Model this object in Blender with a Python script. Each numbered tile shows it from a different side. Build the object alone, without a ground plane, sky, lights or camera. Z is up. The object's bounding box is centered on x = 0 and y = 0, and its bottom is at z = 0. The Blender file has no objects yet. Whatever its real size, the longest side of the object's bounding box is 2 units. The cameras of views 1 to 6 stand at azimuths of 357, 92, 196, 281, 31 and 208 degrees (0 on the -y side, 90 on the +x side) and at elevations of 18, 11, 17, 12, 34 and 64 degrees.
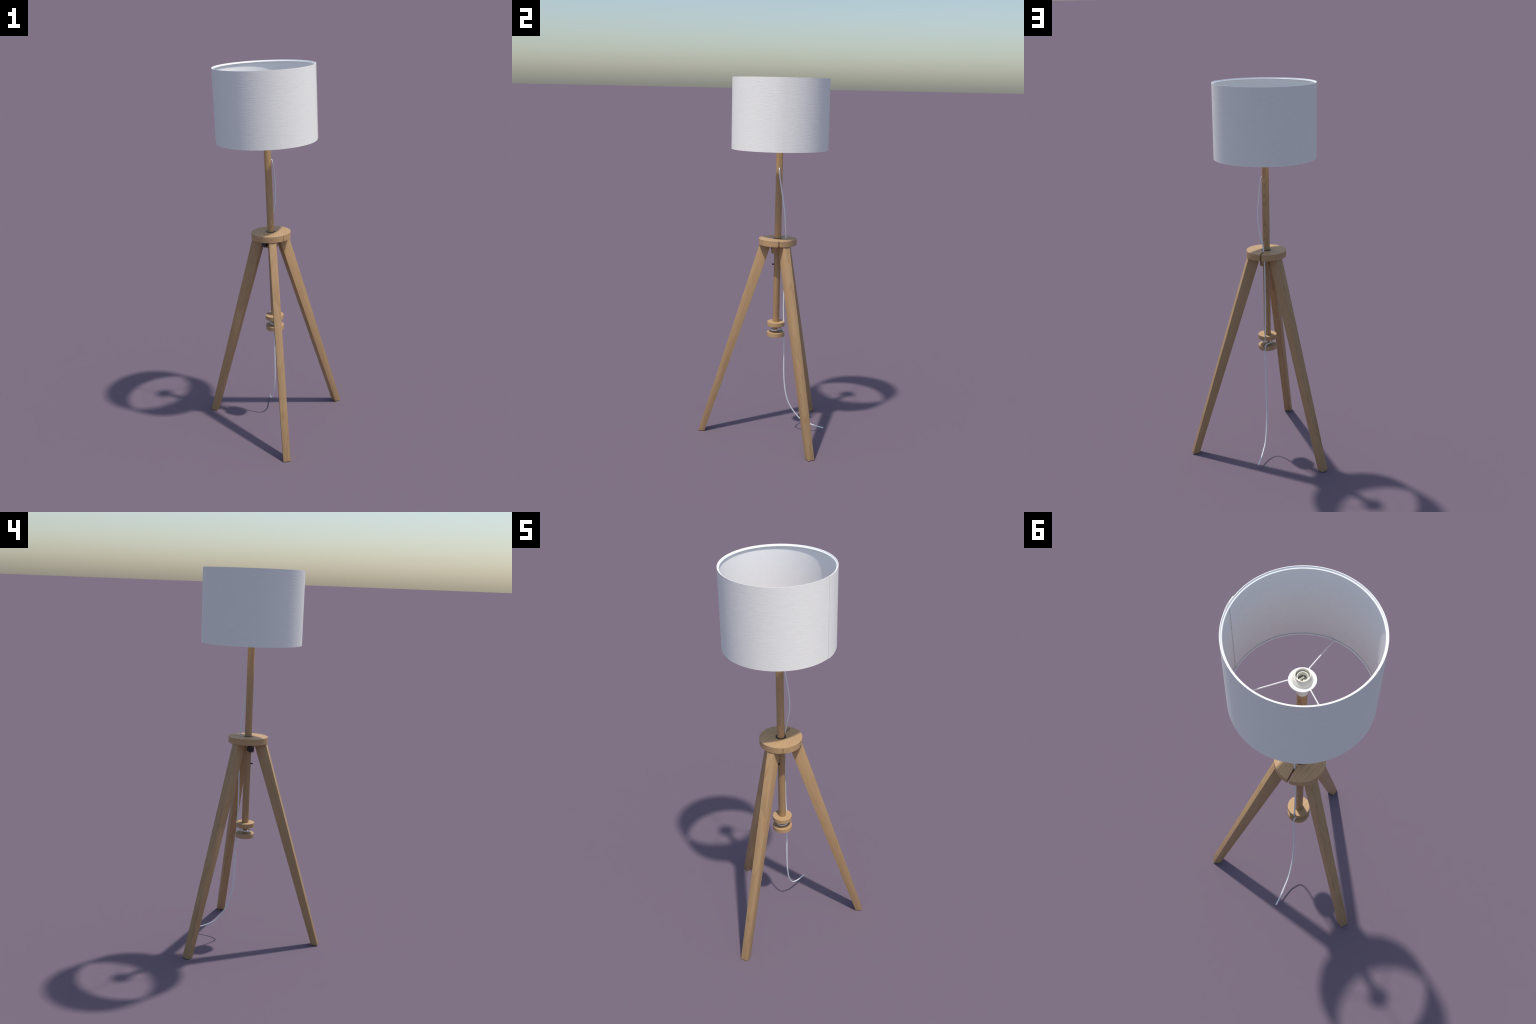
import bpy, bmesh, math, random
from mathutils import Vector, Matrix, Euler

random.seed(7)

# ----------------------------------------------------------------- frame
AXIS_Y = 0.073          # the pole stands on x = 0, y = 0.073

# ----------------------------------------------------------------- nodes
def new_mat(name):
    m = bpy.data.materials.new(name)
    m.use_nodes = True
    nt = m.node_tree
    nt.nodes.clear()
    out = nt.nodes.new("ShaderNodeOutputMaterial")
    bsdf = nt.nodes.new("ShaderNodeBsdfPrincipled")
    nt.links.new(bsdf.outputs[0], out.inputs[0])
    return m, nt, bsdf


class N:
    """tiny helper that wires nodes"""
    def __init__(self, nt):
        self.nt = nt

    def put(self, sock, v):
        if isinstance(v, bpy.types.NodeSocket):
            self.nt.links.new(v, sock)
        else:
            sock.default_value = v

    def math(self, op, a, b=0.0, c=0.0):
        n = self.nt.nodes.new("ShaderNodeMath")
        n.operation = op
        self.put(n.inputs[0], a)
        self.put(n.inputs[1], b)
        self.put(n.inputs[2], c)
        return n.outputs[0]

    def vmath(self, op, a, b=(0, 0, 0)):
        n = self.nt.nodes.new("ShaderNodeVectorMath")
        n.operation = op
        self.put(n.inputs[0], a)
        self.put(n.inputs[1], b)
        return n.outputs[0]

    def mapping(self, v, loc=(0, 0, 0), rot=(0, 0, 0), scale=(1, 1, 1)):
        n = self.nt.nodes.new("ShaderNodeMapping")
        self.put(n.inputs[0], v)
        n.inputs[1].default_value = loc
        n.inputs[2].default_value = rot
        n.inputs[3].default_value = scale
        return n.outputs[0]

    def noise(self, v, scale, detail=2.0, rough=0.5):
        n = self.nt.nodes.new("ShaderNodeTexNoise")
        self.put(n.inputs["Vector"], v)
        n.inputs["Scale"].default_value = scale
        n.inputs["Detail"].default_value = detail
        n.inputs["Roughness"].default_value = rough
        return n.outputs[0]

    def ramp(self, f, stops):
        n = self.nt.nodes.new("ShaderNodeValToRGB")
        el = n.color_ramp.elements
        while len(el) < len(stops):
            el.new(0.5)
        for e, (p, c) in zip(el, stops):
            e.position = p
            e.color = (*c, 1)
        self.put(n.inputs[0], f)
        return n.outputs[0]

    def mix(self, f, a, b, mode='MIX'):
        n = self.nt.nodes.new("ShaderNodeMix")
        n.data_type = 'RGBA'
        n.blend_type = mode
        self.put(n.inputs[0], f)
        self.put(n.inputs[6], a if isinstance(a, bpy.types.NodeSocket) else (*a, 1))
        self.put(n.inputs[7], b if isinstance(b, bpy.types.NodeSocket) else (*b, 1))
        return n.outputs[2]

    def xyz(self, v):
        n = self.nt.nodes.new("ShaderNodeSeparateXYZ")
        self.put(n.inputs[0], v)
        return n.outputs

    def combine(self, x, y, z):
        n = self.nt.nodes.new("ShaderNodeCombineXYZ")
        for s, v in zip(n.inputs, (x, y, z)):
            self.put(s, v)
        return n.outputs[0]

    def bump(self, h, strength, dist):
        n = self.nt.nodes.new("ShaderNodeBump")
        n.inputs["Strength"].default_value = strength
        n.inputs["Distance"].default_value = dist
        self.put(n.inputs["Height"], h)
        return n.outputs[0]


TAN = (0.497, 0.311, 0.151)


def wood(name, rot=(0, 0, 0), ring_gap=0.006, heart=(0.02, 0.03), lean=(0.012, 0.02),
         ring_amount=0.6, fibre_amount=0.45, wobble=0.006, tone=1.0, vary=1.0, bend=5.3):
    """Solid wood: growth rings round a leaning heart line, seen where the part's
    surface cuts them, with fine fibres along local z (after rot)."""
    m, nt, bsdf = new_mat(name)
    n = N(nt)
    tc = nt.nodes.new("ShaderNodeTexCoord").outputs["Object"]
    info = nt.nodes.new("ShaderNodeObjectInfo").outputs["Random"]
    p = n.mapping(tc, rot=rot)
    off = n.combine(n.math('MULTIPLY', info, 0.05 * vary), n.math('MULTIPLY', info, -0.035 * vary),
                    n.math('MULTIPLY', info, 5.0 * vary))
    p = n.vmath('ADD', p, off)
    along = n.mapping(p, scale=(1, 1, 0.05))
    x, y, z = n.xyz(p)
    wob = n.math('MULTIPLY', n.math('SUBTRACT', n.noise(n.mapping(p, scale=(1, 1, 0.22)), 22, 2), 0.5), wobble * 4)
    cx = n.math('ADD', n.math('ADD', x, heart[0]), n.math('MULTIPLY', n.math('SINE', n.math('MULTIPLY', z, 9.0)), lean[0]))
    cy = n.math('ADD', n.math('ADD', y, heart[1]), n.math('MULTIPLY', n.math('SINE', n.math('MULTIPLY', z, bend)), lean[1]))
    r = n.math('SQRT', n.math('ADD', n.math('MULTIPLY', cx, cx), n.math('MULTIPLY', cy, cy)))
    r = n.math('ADD', r, wob)
    saw = n.math('FRACT', n.math('DIVIDE', r, ring_gap))
    # late wood: a slow darkening that ends in a quick edge
    ring = n.math('MULTIPLY', n.math('POWER', saw, 2.0), n.math('MINIMUM', n.math('MULTIPLY', n.math('SUBTRACT', 1.0, saw), 9.0), 1.0))
    fibre = n.noise(along, 330, 3, 0.62)
    flecks = n.noise(n.mapping(p, loc=(1, 2, 0), scale=(1, 1, 0.11)), 520, 2, 0.5)
    broad = n.noise(n.mapping(p, scale=(1, 1, 0.06)), 60, 2)
    f = n.math('MULTIPLY', ring, ring_amount)
    f = n.math('ADD', f, n.math('MULTIPLY', n.math('SUBTRACT', fibre, 0.5), fibre_amount * 2.2))
    f = n.math('ADD', f, n.math('MULTIPLY', n.math('SUBTRACT', flecks, 0.5), fibre_amount * 0.8))
    f = n.math('ADD', f, n.math('MULTIPLY', n.math('SUBTRACT', broad, 0.5), 0.55))
    f = n.math('ADD', f, 0.30)
    t = [c * tone for c in TAN]
    col = n.ramp(f, [(0.0, (t[0] * 1.13, t[1] * 1.16, t[2] * 1.20)), (0.45, t),
                     (1.0, (t[0] * 0.76, t[1] * 0.69, t[2] * 0.62))])
    # slow drift towards a greyer tan
    drift = n.noise(n.mapping(p, loc=(3, 1, 2), scale=(1, 1, 0.12)), 45, 1)
    col = n.mix(n.math('MAXIMUM', n.math('MULTIPLY', n.math('SUBTRACT', drift, 0.42), 1.6), 0.0), col,
                (t[0] * 0.96, t[1] * 1.0, t[2] * 1.04))
    nt.links.new(col, bsdf.inputs["Base Color"])
    bsdf.inputs["Roughness"].default_value = 0.55
    bsdf.inputs["Specular IOR Level"].default_value = 0.35
    nt.links.new(n.bump(fibre, 0.12, 0.0006), bsdf.inputs["Normal"])
    return m


def plain(name, col, rough, spec=0.5, coat=0.0, metallic=0.0, mottle=0.03):
    m, nt, bsdf = new_mat(name)
    n = N(nt)
    tc = nt.nodes.new("ShaderNodeTexCoord").outputs["Object"]
    f = n.noise(tc, 60, 2)
    lo = tuple(c * (1 - mottle) for c in col)
    hi = tuple(min(1, c * (1 + mottle)) for c in col)
    nt.links.new(n.ramp(f, [(0.3, lo), (0.7, hi)]), bsdf.inputs["Base Color"])
    bsdf.inputs["Roughness"].default_value = rough
    bsdf.inputs["Specular IOR Level"].default_value = spec
    bsdf.inputs["Coat Weight"].default_value = coat
    bsdf.inputs["Metallic"].default_value = metallic
    return m


def fabric(name, col):
    """woven cloth: slubs run round the drum, fine threads both ways"""
    m, nt, bsdf = new_mat(name)
    n = N(nt)
    tc = nt.nodes.new("ShaderNodeTexCoord").outputs["Object"]
    x, y, z = n.xyz(tc)
    u = n.math('MULTIPLY', n.math('ARCTAN2', y, x), 0.2614)
    slub = n.noise(n.combine(n.math('MULTIPLY', u, 24), n.math('MULTIPLY', z, 135), 0.0), 1.0, 2, 0.6)
    weave = n.noise(n.combine(n.math('MULTIPLY', u, 190), n.math('MULTIPLY', z, 260), 4.0), 1.0, 2, 0.6)
    h = n.math('ADD', n.math('MULTIPLY', slub, 0.6), n.math('MULTIPLY', weave, 0.4))
    lo = tuple(c * 0.975 for c in col)
    hi = tuple(min(1, c * 1.02) for c in col)
    nt.links.new(n.ramp(h, [(0.35, lo), (0.65, hi)]), bsdf.inputs["Base Color"])
    bsdf.inputs["Roughness"].default_value = 0.9
    bsdf.inputs["Specular IOR Level"].default_value = 0.2
    nt.links.new(n.bump(h, 0.38, 0.0019), bsdf.inputs["Normal"])
    return m


MAT_LEG = wood("wood_leg", ring_gap=0.0085, heart=(0.035, 0.012), lean=(0.004, 0.006), ring_amount=0.5, fibre_amount=0.58, tone=0.94)
MAT_POLE = wood("wood_pole", ring_gap=0.0048, heart=(0.001, 0.026), lean=(0.0015, 0.0085), ring_amount=0.85,
                wobble=0.0028, tone=0.97, vary=0.0, bend=13.0)
MAT_HEAD = wood("wood_head", rot=(math.pi / 2, 0, 0), ring_gap=0.0115, heart=(0.085, 0.11),
                lean=(0.012, 0.01), ring_amount=0.55, wobble=0.004, tone=1.02)
MAT_SPOOL = wood("wood_spool", rot=(math.pi / 2, 0, 0), ring_gap=0.0065, heart=(0.06, 0.08),
                 lean=(0.01, 0.01), ring_amount=0.42, wobble=0.003, tone=1.02)
MAT_FABRIC = fabric("shade_fabric", (0.925, 0.905, 0.835))
MAT_LINING = plain("shade_lining", (0.935, 0.92, 0.885), 0.6, 0.3, mottle=0.01)
MAT_EDGE = plain("shade_cut_edge", (0.84, 0.82, 0.77), 0.8, 0.2)
MAT_WIRE = plain("white_enamel", (0.93, 0.93, 0.93), 0.22, 0.5, coat=0.3, mottle=0.01)
MAT_SOCKET = plain("ivory_plastic", (0.88, 0.87, 0.76), 0.35, mottle=0.01)
MAT_BLACK = plain("black_plastic", (0.010, 0.010, 0.013), 0.4)
MAT_GLOSSY_BLACK = plain("glossy_black_plastic", (0.010, 0.011, 0.015), 0.30)
MAT_METAL = plain("bright_metal", (0.62, 0.60, 0.55), 0.3, metallic=1.0)
MAT_PLATE = plain("grey_contact_plate", (0.36, 0.37, 0.31), 0.45)
MAT_BRASS = plain("brass_contact", (0.55, 0.36, 0.12), 0.35, metallic=1.0)
MAT_CORD = plain("white_cord", (0.82, 0.83, 0.82), 0.4, mottle=0.005)

# ----------------------------------------------------------------- objects
COL = bpy.context.scene.collection


def add(name, mesh, parent, mat=None, loc=(0, 0, 0), rot=None):
    ob = bpy.data.objects.new(name, mesh)
    COL.objects.link(ob)
    ob.parent = parent
    ob.location = loc
    if rot is not None:
        ob.rotation_euler = rot
    if mat is not None and not mesh.materials:
        mesh.materials.append(mat)
    return ob


def finish(bm, name, angle=35.0):
    bmesh.ops.recalc_face_normals(bm, faces=bm.faces)
    lim = math.radians(angle)
    for f in bm.faces:
        f.smooth = True
    for e in bm.edges:
        if len(e.link_faces) != 2 or e.calc_face_angle(0.0) > lim:
            e.smooth = False
    me = bpy.data.meshes.new(name)
    bm.to_mesh(me)
    bm.free()
    return me


def lathe(name, profile, seg=64, closed=False):
    """profile: (r, z) points; r = 0 ends close to the axis"""
    bm = bmesh.new()
    rows = []
    for r, z in profile:
        if r < 1e-7:
            rows.append([bm.verts.new((0, 0, z))])
        else:
            rows.append([bm.verts.new((r * math.cos(2 * math.pi * i / seg),
                                       r * math.sin(2 * math.pi * i / seg), z)) for i in range(seg)])
    pairs = list(zip(rows[:-1], rows[1:]))
    if closed:
        pairs.append((rows[-1], rows[0]))
    for a, b in pairs:
        for i in range(seg):
            j = (i + 1) % seg
            vs = []
            for v in (a[i % len(a)], a[j % len(a)], b[j % len(b)], b[i % len(b)]):
                if v not in vs:
                    vs.append(v)
            if len(vs) > 2:
                bm.faces.new(vs)
    return finish(bm, name)


def rounded(r, z0, z1, b, n=3):
    """profile of a solid cylinder with rounded rims"""
    p = [(0, z0)]
    for i in range(n + 1):
        a = math.pi / 2 * i / n
        p.append((r - b + b * math.sin(a), z0 + b - b * math.cos(a)))
    for i in range(n + 1):
        a = math.pi / 2 * i / n
        p.append((r - b + b * math.cos(a), z1 - b + b * math.sin(a)))
    p.append((0, z1))
    return p


def torus(name, R, r, seg=160, ring=14):
    prof = [(R + r * math.cos(2 * math.pi * i / ring), r * math.sin(2 * math.pi * i / ring)) for i in range(ring)]
    return lathe(name, prof, seg, closed=True)


def tube(name, pts, r, sides=14, sub=10):
    """round cord through control points (Catmull-Rom, centripetal-like)"""
    P = [Vector(p) for p in pts]
    P = [P[0] * 2 - P[1]] + P + [P[-1] * 2 - P[-2]]
    path = []
    for k in range(1, len(P) - 2):
        p0, p1, p2, p3 = P[k - 1:k + 3]
        d0, d1, d2 = [max((b - a).length, 1e-6) ** 0.5 for a, b in ((p0, p1), (p1, p2), (p2, p3))]
        m1 = (p2 - p1) - d1 * ((p2 - p0) / (d0 + d1) - (p1 - p0) / d0)
        m2 = (p2 - p1) - d1 * ((p3 - p1) / (d1 + d2) - (p3 - p2) / d2)
        for s in range(sub):
            t = s / sub
            path.append((2 * t**3 - 3 * t**2 + 1) * p1 + (t**3 - 2 * t**2 + t) * m1
                        + (-2 * t**3 + 3 * t**2) * p2 + (t**3 - t**2) * m2)
    path.append(P[-2])
    bm = bmesh.new()
    rings = []
    tan = (path[1] - path[0]).normalized()
    nrm = tan.orthogonal().normalized()
    for i, p in enumerate(path):
        a = path[max(i - 1, 0)]
        b = path[min(i + 1, len(path) - 1)]
        t2 = (b - a).normalized()
        nrm = (tan.rotation_difference(t2) @ nrm)
        nrm = (nrm - t2 * nrm.dot(t2)).normalized()
        tan = t2
        bn = tan.cross(nrm)
        rings.append([bm.verts.new(p + r * (math.cos(2 * math.pi * k / sides) * nrm
                                            + math.sin(2 * math.pi * k / sides) * bn)) for k in range(sides)])
    for a, b in zip(rings[:-1], rings[1:]):
        for k in range(sides):
            bm.faces.new((a[k], a[(k + 1) % sides], b[(k + 1) % sides], b[k]))
    bm.faces.new(rings[0][::-1])
    bm.faces.new(rings[-1])
    return finish(bm, name, 60)


def slotted_disc(name, R, z0, z1, slot_half, slot_in, bevel, dark_wedges=(), seg=180):
    """round board with a cord slot cut in from the +y rim to radius slot_in;
    dents: (angle, half width, depth) grooves that deepen towards the underside"""
    half = math.asin(slot_half / R)
    a0 = math.pi / 2 + half
    a1 = math.pi / 2 + 2 * math.pi - half
    angs = [a0 + (a1 - a0) * i / seg for i in range(seg + 1)]
    for a, w, d in dark_wedges:
        c = a + (2 * math.pi if a < a0 else 0)
        angs += [c - w, c - w * 0.4, c, c + w * 0.4, c + w]
    angs = sorted(angs)

    def wedge_depth(th):
        s = 0.0
        for a, w, d in dark_wedges:
            k = abs((th - a + math.pi) % (2 * math.pi) - math.pi) / w
            if k < 1:
                s = max(s, d * (1 - k) ** 1.3)
        return s
    inner = []
    for i in range(11):
        a = math.pi * i / 10
        inner.append((slot_half * math.cos(a), slot_in + slot_half - slot_half * math.sin(a)))
    rows = []
    bm = bmesh.new()
    for z, inset, k in ((z0, bevel, 1.0), (z0 + bevel, 0.0, 1.0), (z1 - bevel, 0.0, 0.0), (z1, bevel, 0.0)):
        row = [bm.verts.new(((R - inset - k * wedge_depth(a)) * math.cos(a), (R - inset - k * wedge_depth(a)) * math.sin(a), z))
               for a in angs]
        row += [bm.verts.new((x, y, z)) for x, y in inner]
        rows.append(row)
    n = len(rows[0])
    for a, b in zip(rows[:-1], rows[1:]):
        for i in range(n):
            j = (i + 1) % n
            bm.faces.new((a[i], a[j], b[j], b[i]))
    # caps: each half is fanned from the rim point that sees all of it
    na = len(angs)
    near = lambda t: min(range(na), key=lambda q: abs(angs[q] - t))
    kb = near(1.5 * math.pi)
    halves = (list(range(0, kb + 1)) + list(range(na + 5, na + 11)), near(math.pi)), \
             (list(range(kb, na + 6)), near(2 * math.pi))
    for row in (rows[0], rows[-1]):
        for poly, eye in halves:
            k = poly.index(eye)
            poly = poly[k:] + poly[:k]
            for p, q in zip(poly[1:-1], poly[2:]):
                bm.faces.new((row[poly[0]], row[p], row[q]))
    return finish(bm, name, 30)


# ----------------------------------------------------------------- the lamp
lamp = bpy.data.objects.new("floor_lamp", None)
COL.objects.link(lamp)
lamp.location = (0, AXIS_Y, 0)
lamp.empty_display_size = 0.2
lamp["label"] = "wooden tripod floor lamp with white drum shade and cord"
lamp["category"] = "floor lamp"

# ---- legs: tapered square timbers, flat cut at floor and under the head
LEG_TOP = 1.1005
R_OUT0, R_OUT1 = 0.4332, 0.0995       # outer face radius at floor / top
R_IN0, R_IN1 = 0.3972, 0.0362         # inner face radius at floor / top
LEG_HALF = 0.0190
mid0 = (R_OUT0 + R_IN0) / 2
mid1 = (R_OUT1 + R_IN1) / 2
lean = math.atan2(mid0 - mid1, LEG_TOP)
M_leg = Matrix.Translation((mid0, 0, 0)) @ Matrix.Rotation(-lean, 4, 'Y')
bm = bmesh.new()
corner = {}
for iz, z in enumerate((0.0, LEG_TOP)):
    for ir, r in enumerate(((R_IN0, R_IN1)[iz], (R_OUT0, R_OUT1)[iz])):
        for it, t in enumerate((-LEG_HALF, LEG_HALF)):
            corner[iz, ir, it] = bm.verts.new(M_leg.inverted() @ Vector((r, t, z)))
for idx in (((0, 0, 0), (0, 0, 1), (0, 1, 1), (0, 1, 0)), ((1, 0, 0), (1, 1, 0), (1, 1, 1), (1, 0, 1)),
            ((0, 0, 0), (1, 0, 0), (1, 0, 1), (0, 0, 1)), ((0, 1, 0), (0, 1, 1), (1, 1, 1), (1, 1, 0)),
            ((0, 0, 0), (0, 1, 0), (1, 1, 0), (1, 0, 0)), ((0, 0, 1), (1, 0, 1), (1, 1, 1), (0, 1, 1))):
    bm.faces.new([corner[i] for i in idx])
bmesh.ops.bevel(bm, geom=list(bm.edges), offset=0.0006, segments=2, profile=0.5, affect='EDGES')
leg_mesh = finish(bm, "leg", 40)
for ang in (-90, 30, 150):
    leg = add("leg", leg_mesh, lamp, MAT_LEG)
    leg.matrix_local = Matrix.Rotation(math.radians(ang), 4, 'Z') @ M_leg

# ---- head: round board with the cord slot, clamp collar and knob
HEAD_Z0, HEAD_Z1, HEAD_ZC = 1.0995, 1.1325, 1.1160
wedge_at = lambda az: math.radians(az - 90)       # azimuth -> angle from +x
head = add("tripod_head",
           slotted_disc("tripod_head", 0.1045, HEAD_Z0 - HEAD_ZC, HEAD_Z1 - HEAD_ZC, 0.0040, 0.0365, 0.0010,
                        dark_wedges=((wedge_at(34), 0.055, 0.0055), (wedge_at(96), 0.062, 0.0095))),  # two dark wedges seen on the sunlit side, shaped into the mesh as grooves
           lamp, MAT_HEAD, loc=(0, 0, HEAD_ZC))
bush = [(0.0180, 1.1300), (0.0256, 1.1300), (0.0256, 1.1330), (0.0250, 1.1341), (0.0238, 1.1345), (0.0200, 1.1345),
        (0.0186, 1.1335)]
add("bushing", lathe("bushing", [(r, z - HEAD_ZC) for r, z in bush], 72, closed=True), head, MAT_GLOSSY_BLACK)
add("clamp_collar", lathe("clamp_collar", rounded(0.0340, 1.0485 - HEAD_ZC, 1.1005 - HEAD_ZC, 0.0012), 72), head, MAT_POLE)

knob_prof = [(0, 0.0), (0.0160, 0.0), (0.0172, 0.0012), (0.0172, 0.0118), (0.0160, 0.0132), (0, 0.0132)]
knob = add("clamp_knob", lathe("clamp_knob", knob_prof, 40), head, MAT_BLACK)
d = Vector((-math.sin(math.radians(60)), -math.cos(math.radians(60)), 0))
knob.matrix_local = (Matrix.Translation(d * 0.0352 + Vector((0, 0, 1.0705 - HEAD_ZC)))
                     @ d.to_track_quat('Z', 'Y').to_matrix().to_4x4())
stem = add("knob_stem", lathe("knob_stem", rounded(0.0062, -0.006, 0.004, 0.0005), 24), head, MAT_BLACK)
stem.matrix_local = (Matrix.Translation(d * 0.0345 + Vector((0, 0, 1.0705 - HEAD_ZC)))
                     @ d.to_track_quat('Z', 'Y').to_matrix().to_4x4())

# ---- pole with the cord hole on its +x side
POLE_R = 0.0184
pole_me = lathe("pole", rounded(POLE_R, 0.6580, 1.6600, 0.0010), 64)
pole = add("pole", pole_me, lamp, MAT_POLE)
cut_me = lathe("hole_cutter", [(0, 0), (0.0064, 0), (0.0064, 0.05), (0, 0.05)], 32)
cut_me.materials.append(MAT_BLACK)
cut = add("hole_cutter", cut_me, lamp)
cut.location = (-0.008, 0, 1.5165)
cut.rotation_euler = (0, math.radians(90), 0)
bo = pole.modifiers.new("hole", 'BOOLEAN')
bo.operation = 'DIFFERENCE'
bo.solver = 'EXACT'
bo.material_mode = 'TRANSFER'
bo.object = cut
bpy.context.view_layer.update()
dg = bpy.context.evaluated_depsgraph_get()
done = bpy.data.meshes.new_from_object(pole.evaluated_get(dg))
pole.modifiers.clear()
bm = bmesh.new()
bm.from_mesh(done)
lim = math.radians(35)
for f in bm.faces:
    f.smooth = True
for e in bm.edges:
    e.smooth = not (len(e.link_faces) != 2 or e.calc_face_angle(0.0) > lim)
bm.to_mesh(done)
bm.free()
done.name = "pole"
pole.data = done
bpy.data.objects.remove(cut, do_unlink=True)

pin = add("stop_pin", lathe("stop_pin", rounded(0.0038, -0.005, 0.0112, 0.0006), 24), pole, MAT_BLACK)
pin.location = (0, -0.0181, 0.9857)
pin.rotation_euler = (math.radians(90), 0, 0)

# ---- cord spool under the pole
spool = add("cord_spool", lathe("cord_spool", rounded(0.0116, 0.5900, 0.6450, 0.0008), 48), lamp, MAT_SPOOL)
spool_disc = slotted_disc("spool_disc", 0.0492, -0.0114, 0.0114, 0.0044, 0.0355, 0.0008, seg=120)
for z in (0.6471, 0.5876):
    add("spool_disc", spool_disc, spool, MAT_SPOOL, loc=(0, 0, z))

# ---- lampshade: one strip of cloth-faced card rolled round and lapped at +x
SH_R, SH_Z0, SH_Z1, SH_T = 0.2614, 1.6208, 2.0000, 0.0022


def smooth(a, b, x):
    t = min(max((x - a) / (b - a), 0), 1)
    return t * t * (3 - 2 * t)


def shade_radius(deg):
    r = SH_R
    r += 0.0022 * (1 - smooth(1, 14, deg))        # lifted over the lap
    r -= 0.0006 * smooth(335, 352, deg)           # tucked under at the end
    return r


bm = bmesh.new()
NA, NZ = 240, 8
grid = []
for i in range(NA + 1):
    deg = -5.2 + (361.2 + 5.2) * i / NA
    a = math.radians(deg)
    ro = shade_radius(deg)
    col_o, col_i = [], []
    for k in range(NZ + 1):
        z = SH_Z0 + (SH_Z1 - SH_Z0) * k / NZ
        col_o.append(bm.verts.new((ro * math.cos(a), ro * math.sin(a), z)))
        col_i.append(bm.verts.new(((ro - SH_T) * math.cos(a), (ro - SH_T) * math.sin(a), z)))
    grid.append((col_o, col_i))
for i in range(NA):
    (ao, ai), (bo_, bi) = grid[i], grid[i + 1]
    for k in range(NZ):
        bm.faces.new((ao[k], bo_[k], bo_[k + 1], ao[k + 1])).material_index = 0
        bm.faces.new((ai[k], ai[k + 1], bi[k + 1], bi[k])).material_index = 1
    bm.faces.new((ao[-1], bo_[-1], bi[-1], ai[-1])).material_index = 2
    bm.faces.new((ao[0], ai[0], bi[0], bo_[0])).material_index = 2
for (o, i_), flip in ((grid[0], False), (grid[-1], True)):
    for k in range(NZ):
        f = (o[k], o[k + 1], i_[k + 1], i_[k])
        bm.faces.new(f[::-1] if flip else f).material_index = 2
shade_me = finish(bm, "lampshade", 30)
for m in (MAT_FABRIC, MAT_LINING, MAT_EDGE):
    shade_me.materials.append(m)
shade = add("lampshade", shade_me, lamp)
ring_me = torus("wire_ring", 0.2545, 0.0026)
RING_Z0 = 1.6272
add("wire_ring", ring_me, shade, MAT_WIRE, loc=(0, 0, 1.9928))
add("wire_ring", torus("lower_wire_ring", 0.2554, 0.0026), shade, MAT_WIRE, loc=(0, 0, RING_Z0))
bind_prof = [(0.2596, 1.9996), (0.2588, 1.9997), (0.2559, 1.9938), (0.2563, 1.9900), (0.2594, 1.9890)]
add("rim_binding", lathe("rim_binding", bind_prof, 200, closed=True), shade, MAT_WIRE)
spoke_me = tube("spoke", [(0.044, 0, 1.7292), (0.052, 0, 1.7290), (0.0565, 0, 1.7272), (0.065, 0, 1.7232),
                          (0.160, 0, 1.6780), (0.2545, 0, RING_Z0 + 0.002)], 0.0026, 12, 6)
for ang in (-90, 30, 150):
    add("spoke", spoke_me, shade, MAT_WIRE, rot=(0, 0, math.radians(ang)))

# ---- lamp socket on top of the pole
cup = [(0.0, 1.6520), (0.0195, 1.6520), (0.0212, 1.6535), (0.0232, 1.6900), (0.0236, 1.7255), (0, 1.7255)]
socket = add("lamp_socket", lathe("lamp_socket", cup, 72), lamp, MAT_SOCKET)
flange = [(0.020, 1.7255), (0.0478, 1.7262), (0.0490, 1.7275), (0.0490, 1.7300), (0.0478, 1.7314), (0.020, 1.7316)]
add("socket_flange", lathe("socket_flange", flange, 96, closed=True), socket, MAT_WIRE)
cone = [(0.0240, 1.7300), (0.0374, 1.7300), (0.0368, 1.7335), (0.0298, 1.7480), (0.0288, 1.7488), (0.0272, 1.7492),
        (0.0266, 1.7505), (0.0266, 1.7520), (0.0272, 1.7530), (0.0272, 1.7606), (0.0266, 1.7614), (0.0250, 1.7614),
        (0.0244, 1.7606), (0.0244, 1.7300)]
add("socket_skirt", lathe("socket_skirt", cone, 72, closed=True), socket, MAT_SOCKET)
sleeve = [(0.0174, 1.7180), (0.0203, 1.7180), (0.0203, 1.7500), (0.0199, 1.7506), (0.0178, 1.7506), (0.0174, 1.7500)]
add("socket_sleeve", lathe("socket_sleeve", sleeve, 64, closed=True), socket, MAT_SOCKET)
add("socket_floor", lathe("socket_floor", rounded(0.0178, 1.7240, 1.7285, 0.0004), 40), socket,
    plain("dark_ceramic", (0.22, 0.22, 0.20), 0.5))


def bar(name, sx, sy, sz):
    b = bmesh.new()
    bmesh.ops.create_cube(b, size=1.0)
    bmesh.ops.scale(b, vec=(sx, sy, sz), verts=b.verts)
    bmesh.ops.bevel(b, geom=list(b.edges), offset=0.0004, segments=2, profile=0.5, affect='EDGES')
    return finish(b, name)


add("contact_strip", bar("contact_strip", 0.007, 0.022, 0.004), socket, MAT_PLATE, loc=(0.004, -0.001, 1.7320),
    rot=(0, 0, math.radians(-25)))
add("contact_strip", bar("brass_strip", 0.0055, 0.009, 0.004), socket, MAT_BRASS, loc=(-0.003, 0.0105, 1.7330),
    rot=(0, 0, math.radians(15)))
add("terminal_screw", lathe("terminal_screw", rounded(0.0032, 1.7280, 1.7350, 0.0008), 24), socket, MAT_METAL,
    loc=(-0.0065, 0.002, 0))

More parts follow.
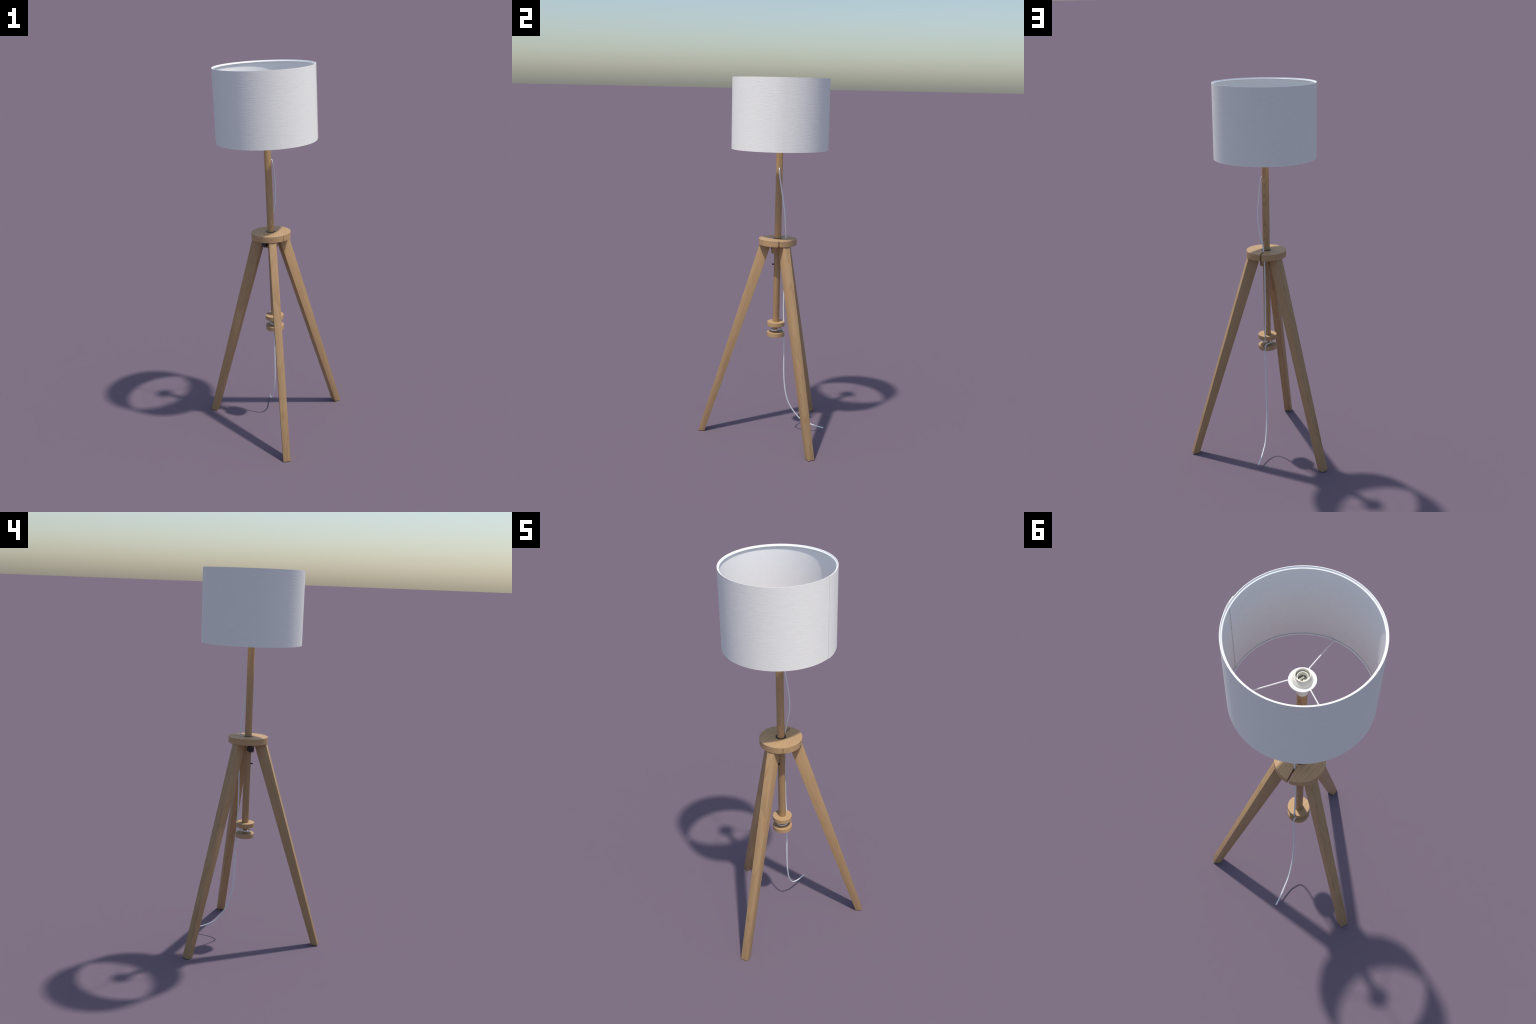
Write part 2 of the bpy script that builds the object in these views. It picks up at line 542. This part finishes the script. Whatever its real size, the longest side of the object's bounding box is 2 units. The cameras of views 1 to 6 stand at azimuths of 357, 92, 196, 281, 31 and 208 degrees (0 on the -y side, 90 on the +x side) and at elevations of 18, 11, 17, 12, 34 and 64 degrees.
# ---- cord: out of the pole, through head and spool slots, one turn, to the floor
c0 = AXIS_Y
cord_pts = [(0.004, 0.0000, 1.5180), (0.0150, 0.0000, 1.5200), (0.0215, 0.0003, 1.5155), (0.0248, 0.0016, 1.5000),
            (0.0280, 0.0044, 1.4800), (0.0302, 0.0088, 1.4500), (0.0328, 0.0168, 1.4000), (0.0346, 0.0252, 1.3500),
            (0.0336, 0.0322, 1.3050), (0.0272, 0.0374, 1.2560), (0.0155, 0.0404, 1.2090), (0.0064, 0.0424, 1.1740),
            (0.0012, 0.0444, 1.1360), (-0.0010, 0.0446, 1.1160), (-0.0024, 0.0440, 1.0800), (-0.0034, 0.0428, 0.9800),
            (-0.0030, 0.0415, 0.8700), (-0.0022, 0.0405, 0.7600), (-0.0014, 0.0420, 0.6950), (-0.0006, 0.0444, 0.6620),
            (-0.0002, 0.0448, 0.6440), (-0.0035, 0.0405, 0.6315), (-0.0080, 0.0330, 0.6265), (-0.0060, 0.0285, 0.6225),
            (0.0040, 0.0268, 0.6195), (0.0180, 0.0205, 0.6180), (0.0268, 0.0020, 0.6145), (0.0205, -0.0180, 0.6118),
            (0.0010, -0.0264, 0.6110), (-0.0195, -0.0185, 0.6120), (-0.0272, 0.0020, 0.6155), (-0.0252, 0.0170, 0.6180),
            (-0.0165, 0.0265, 0.6150), (-0.0060, 0.0360, 0.6100), (-0.0012, 0.0440, 0.6010), (-0.0004, 0.0460, 0.5860),
            (-0.0008, 0.0466, 0.5623), (-0.0023, 0.0485, 0.4982), (-0.0046, 0.0503, 0.4270), (-0.0062, 0.0522, 0.3491),
            (-0.0082, 0.0574, 0.2837), (-0.0107, 0.0669, 0.2244), (-0.0146, 0.0837, 0.1711), (-0.0193, 0.1065, 0.1307),
            (-0.0229, 0.1324, 0.0959), (-0.0245, 0.1497, 0.0773), (-0.0268, 0.2121, 0.0436), (-0.0279, 0.2501, 0.0313),
            (-0.0274, 0.2862, 0.0226)]
cord = add("power_cord", tube("power_cord", cord_pts, 0.0037), lamp, MAT_CORD)
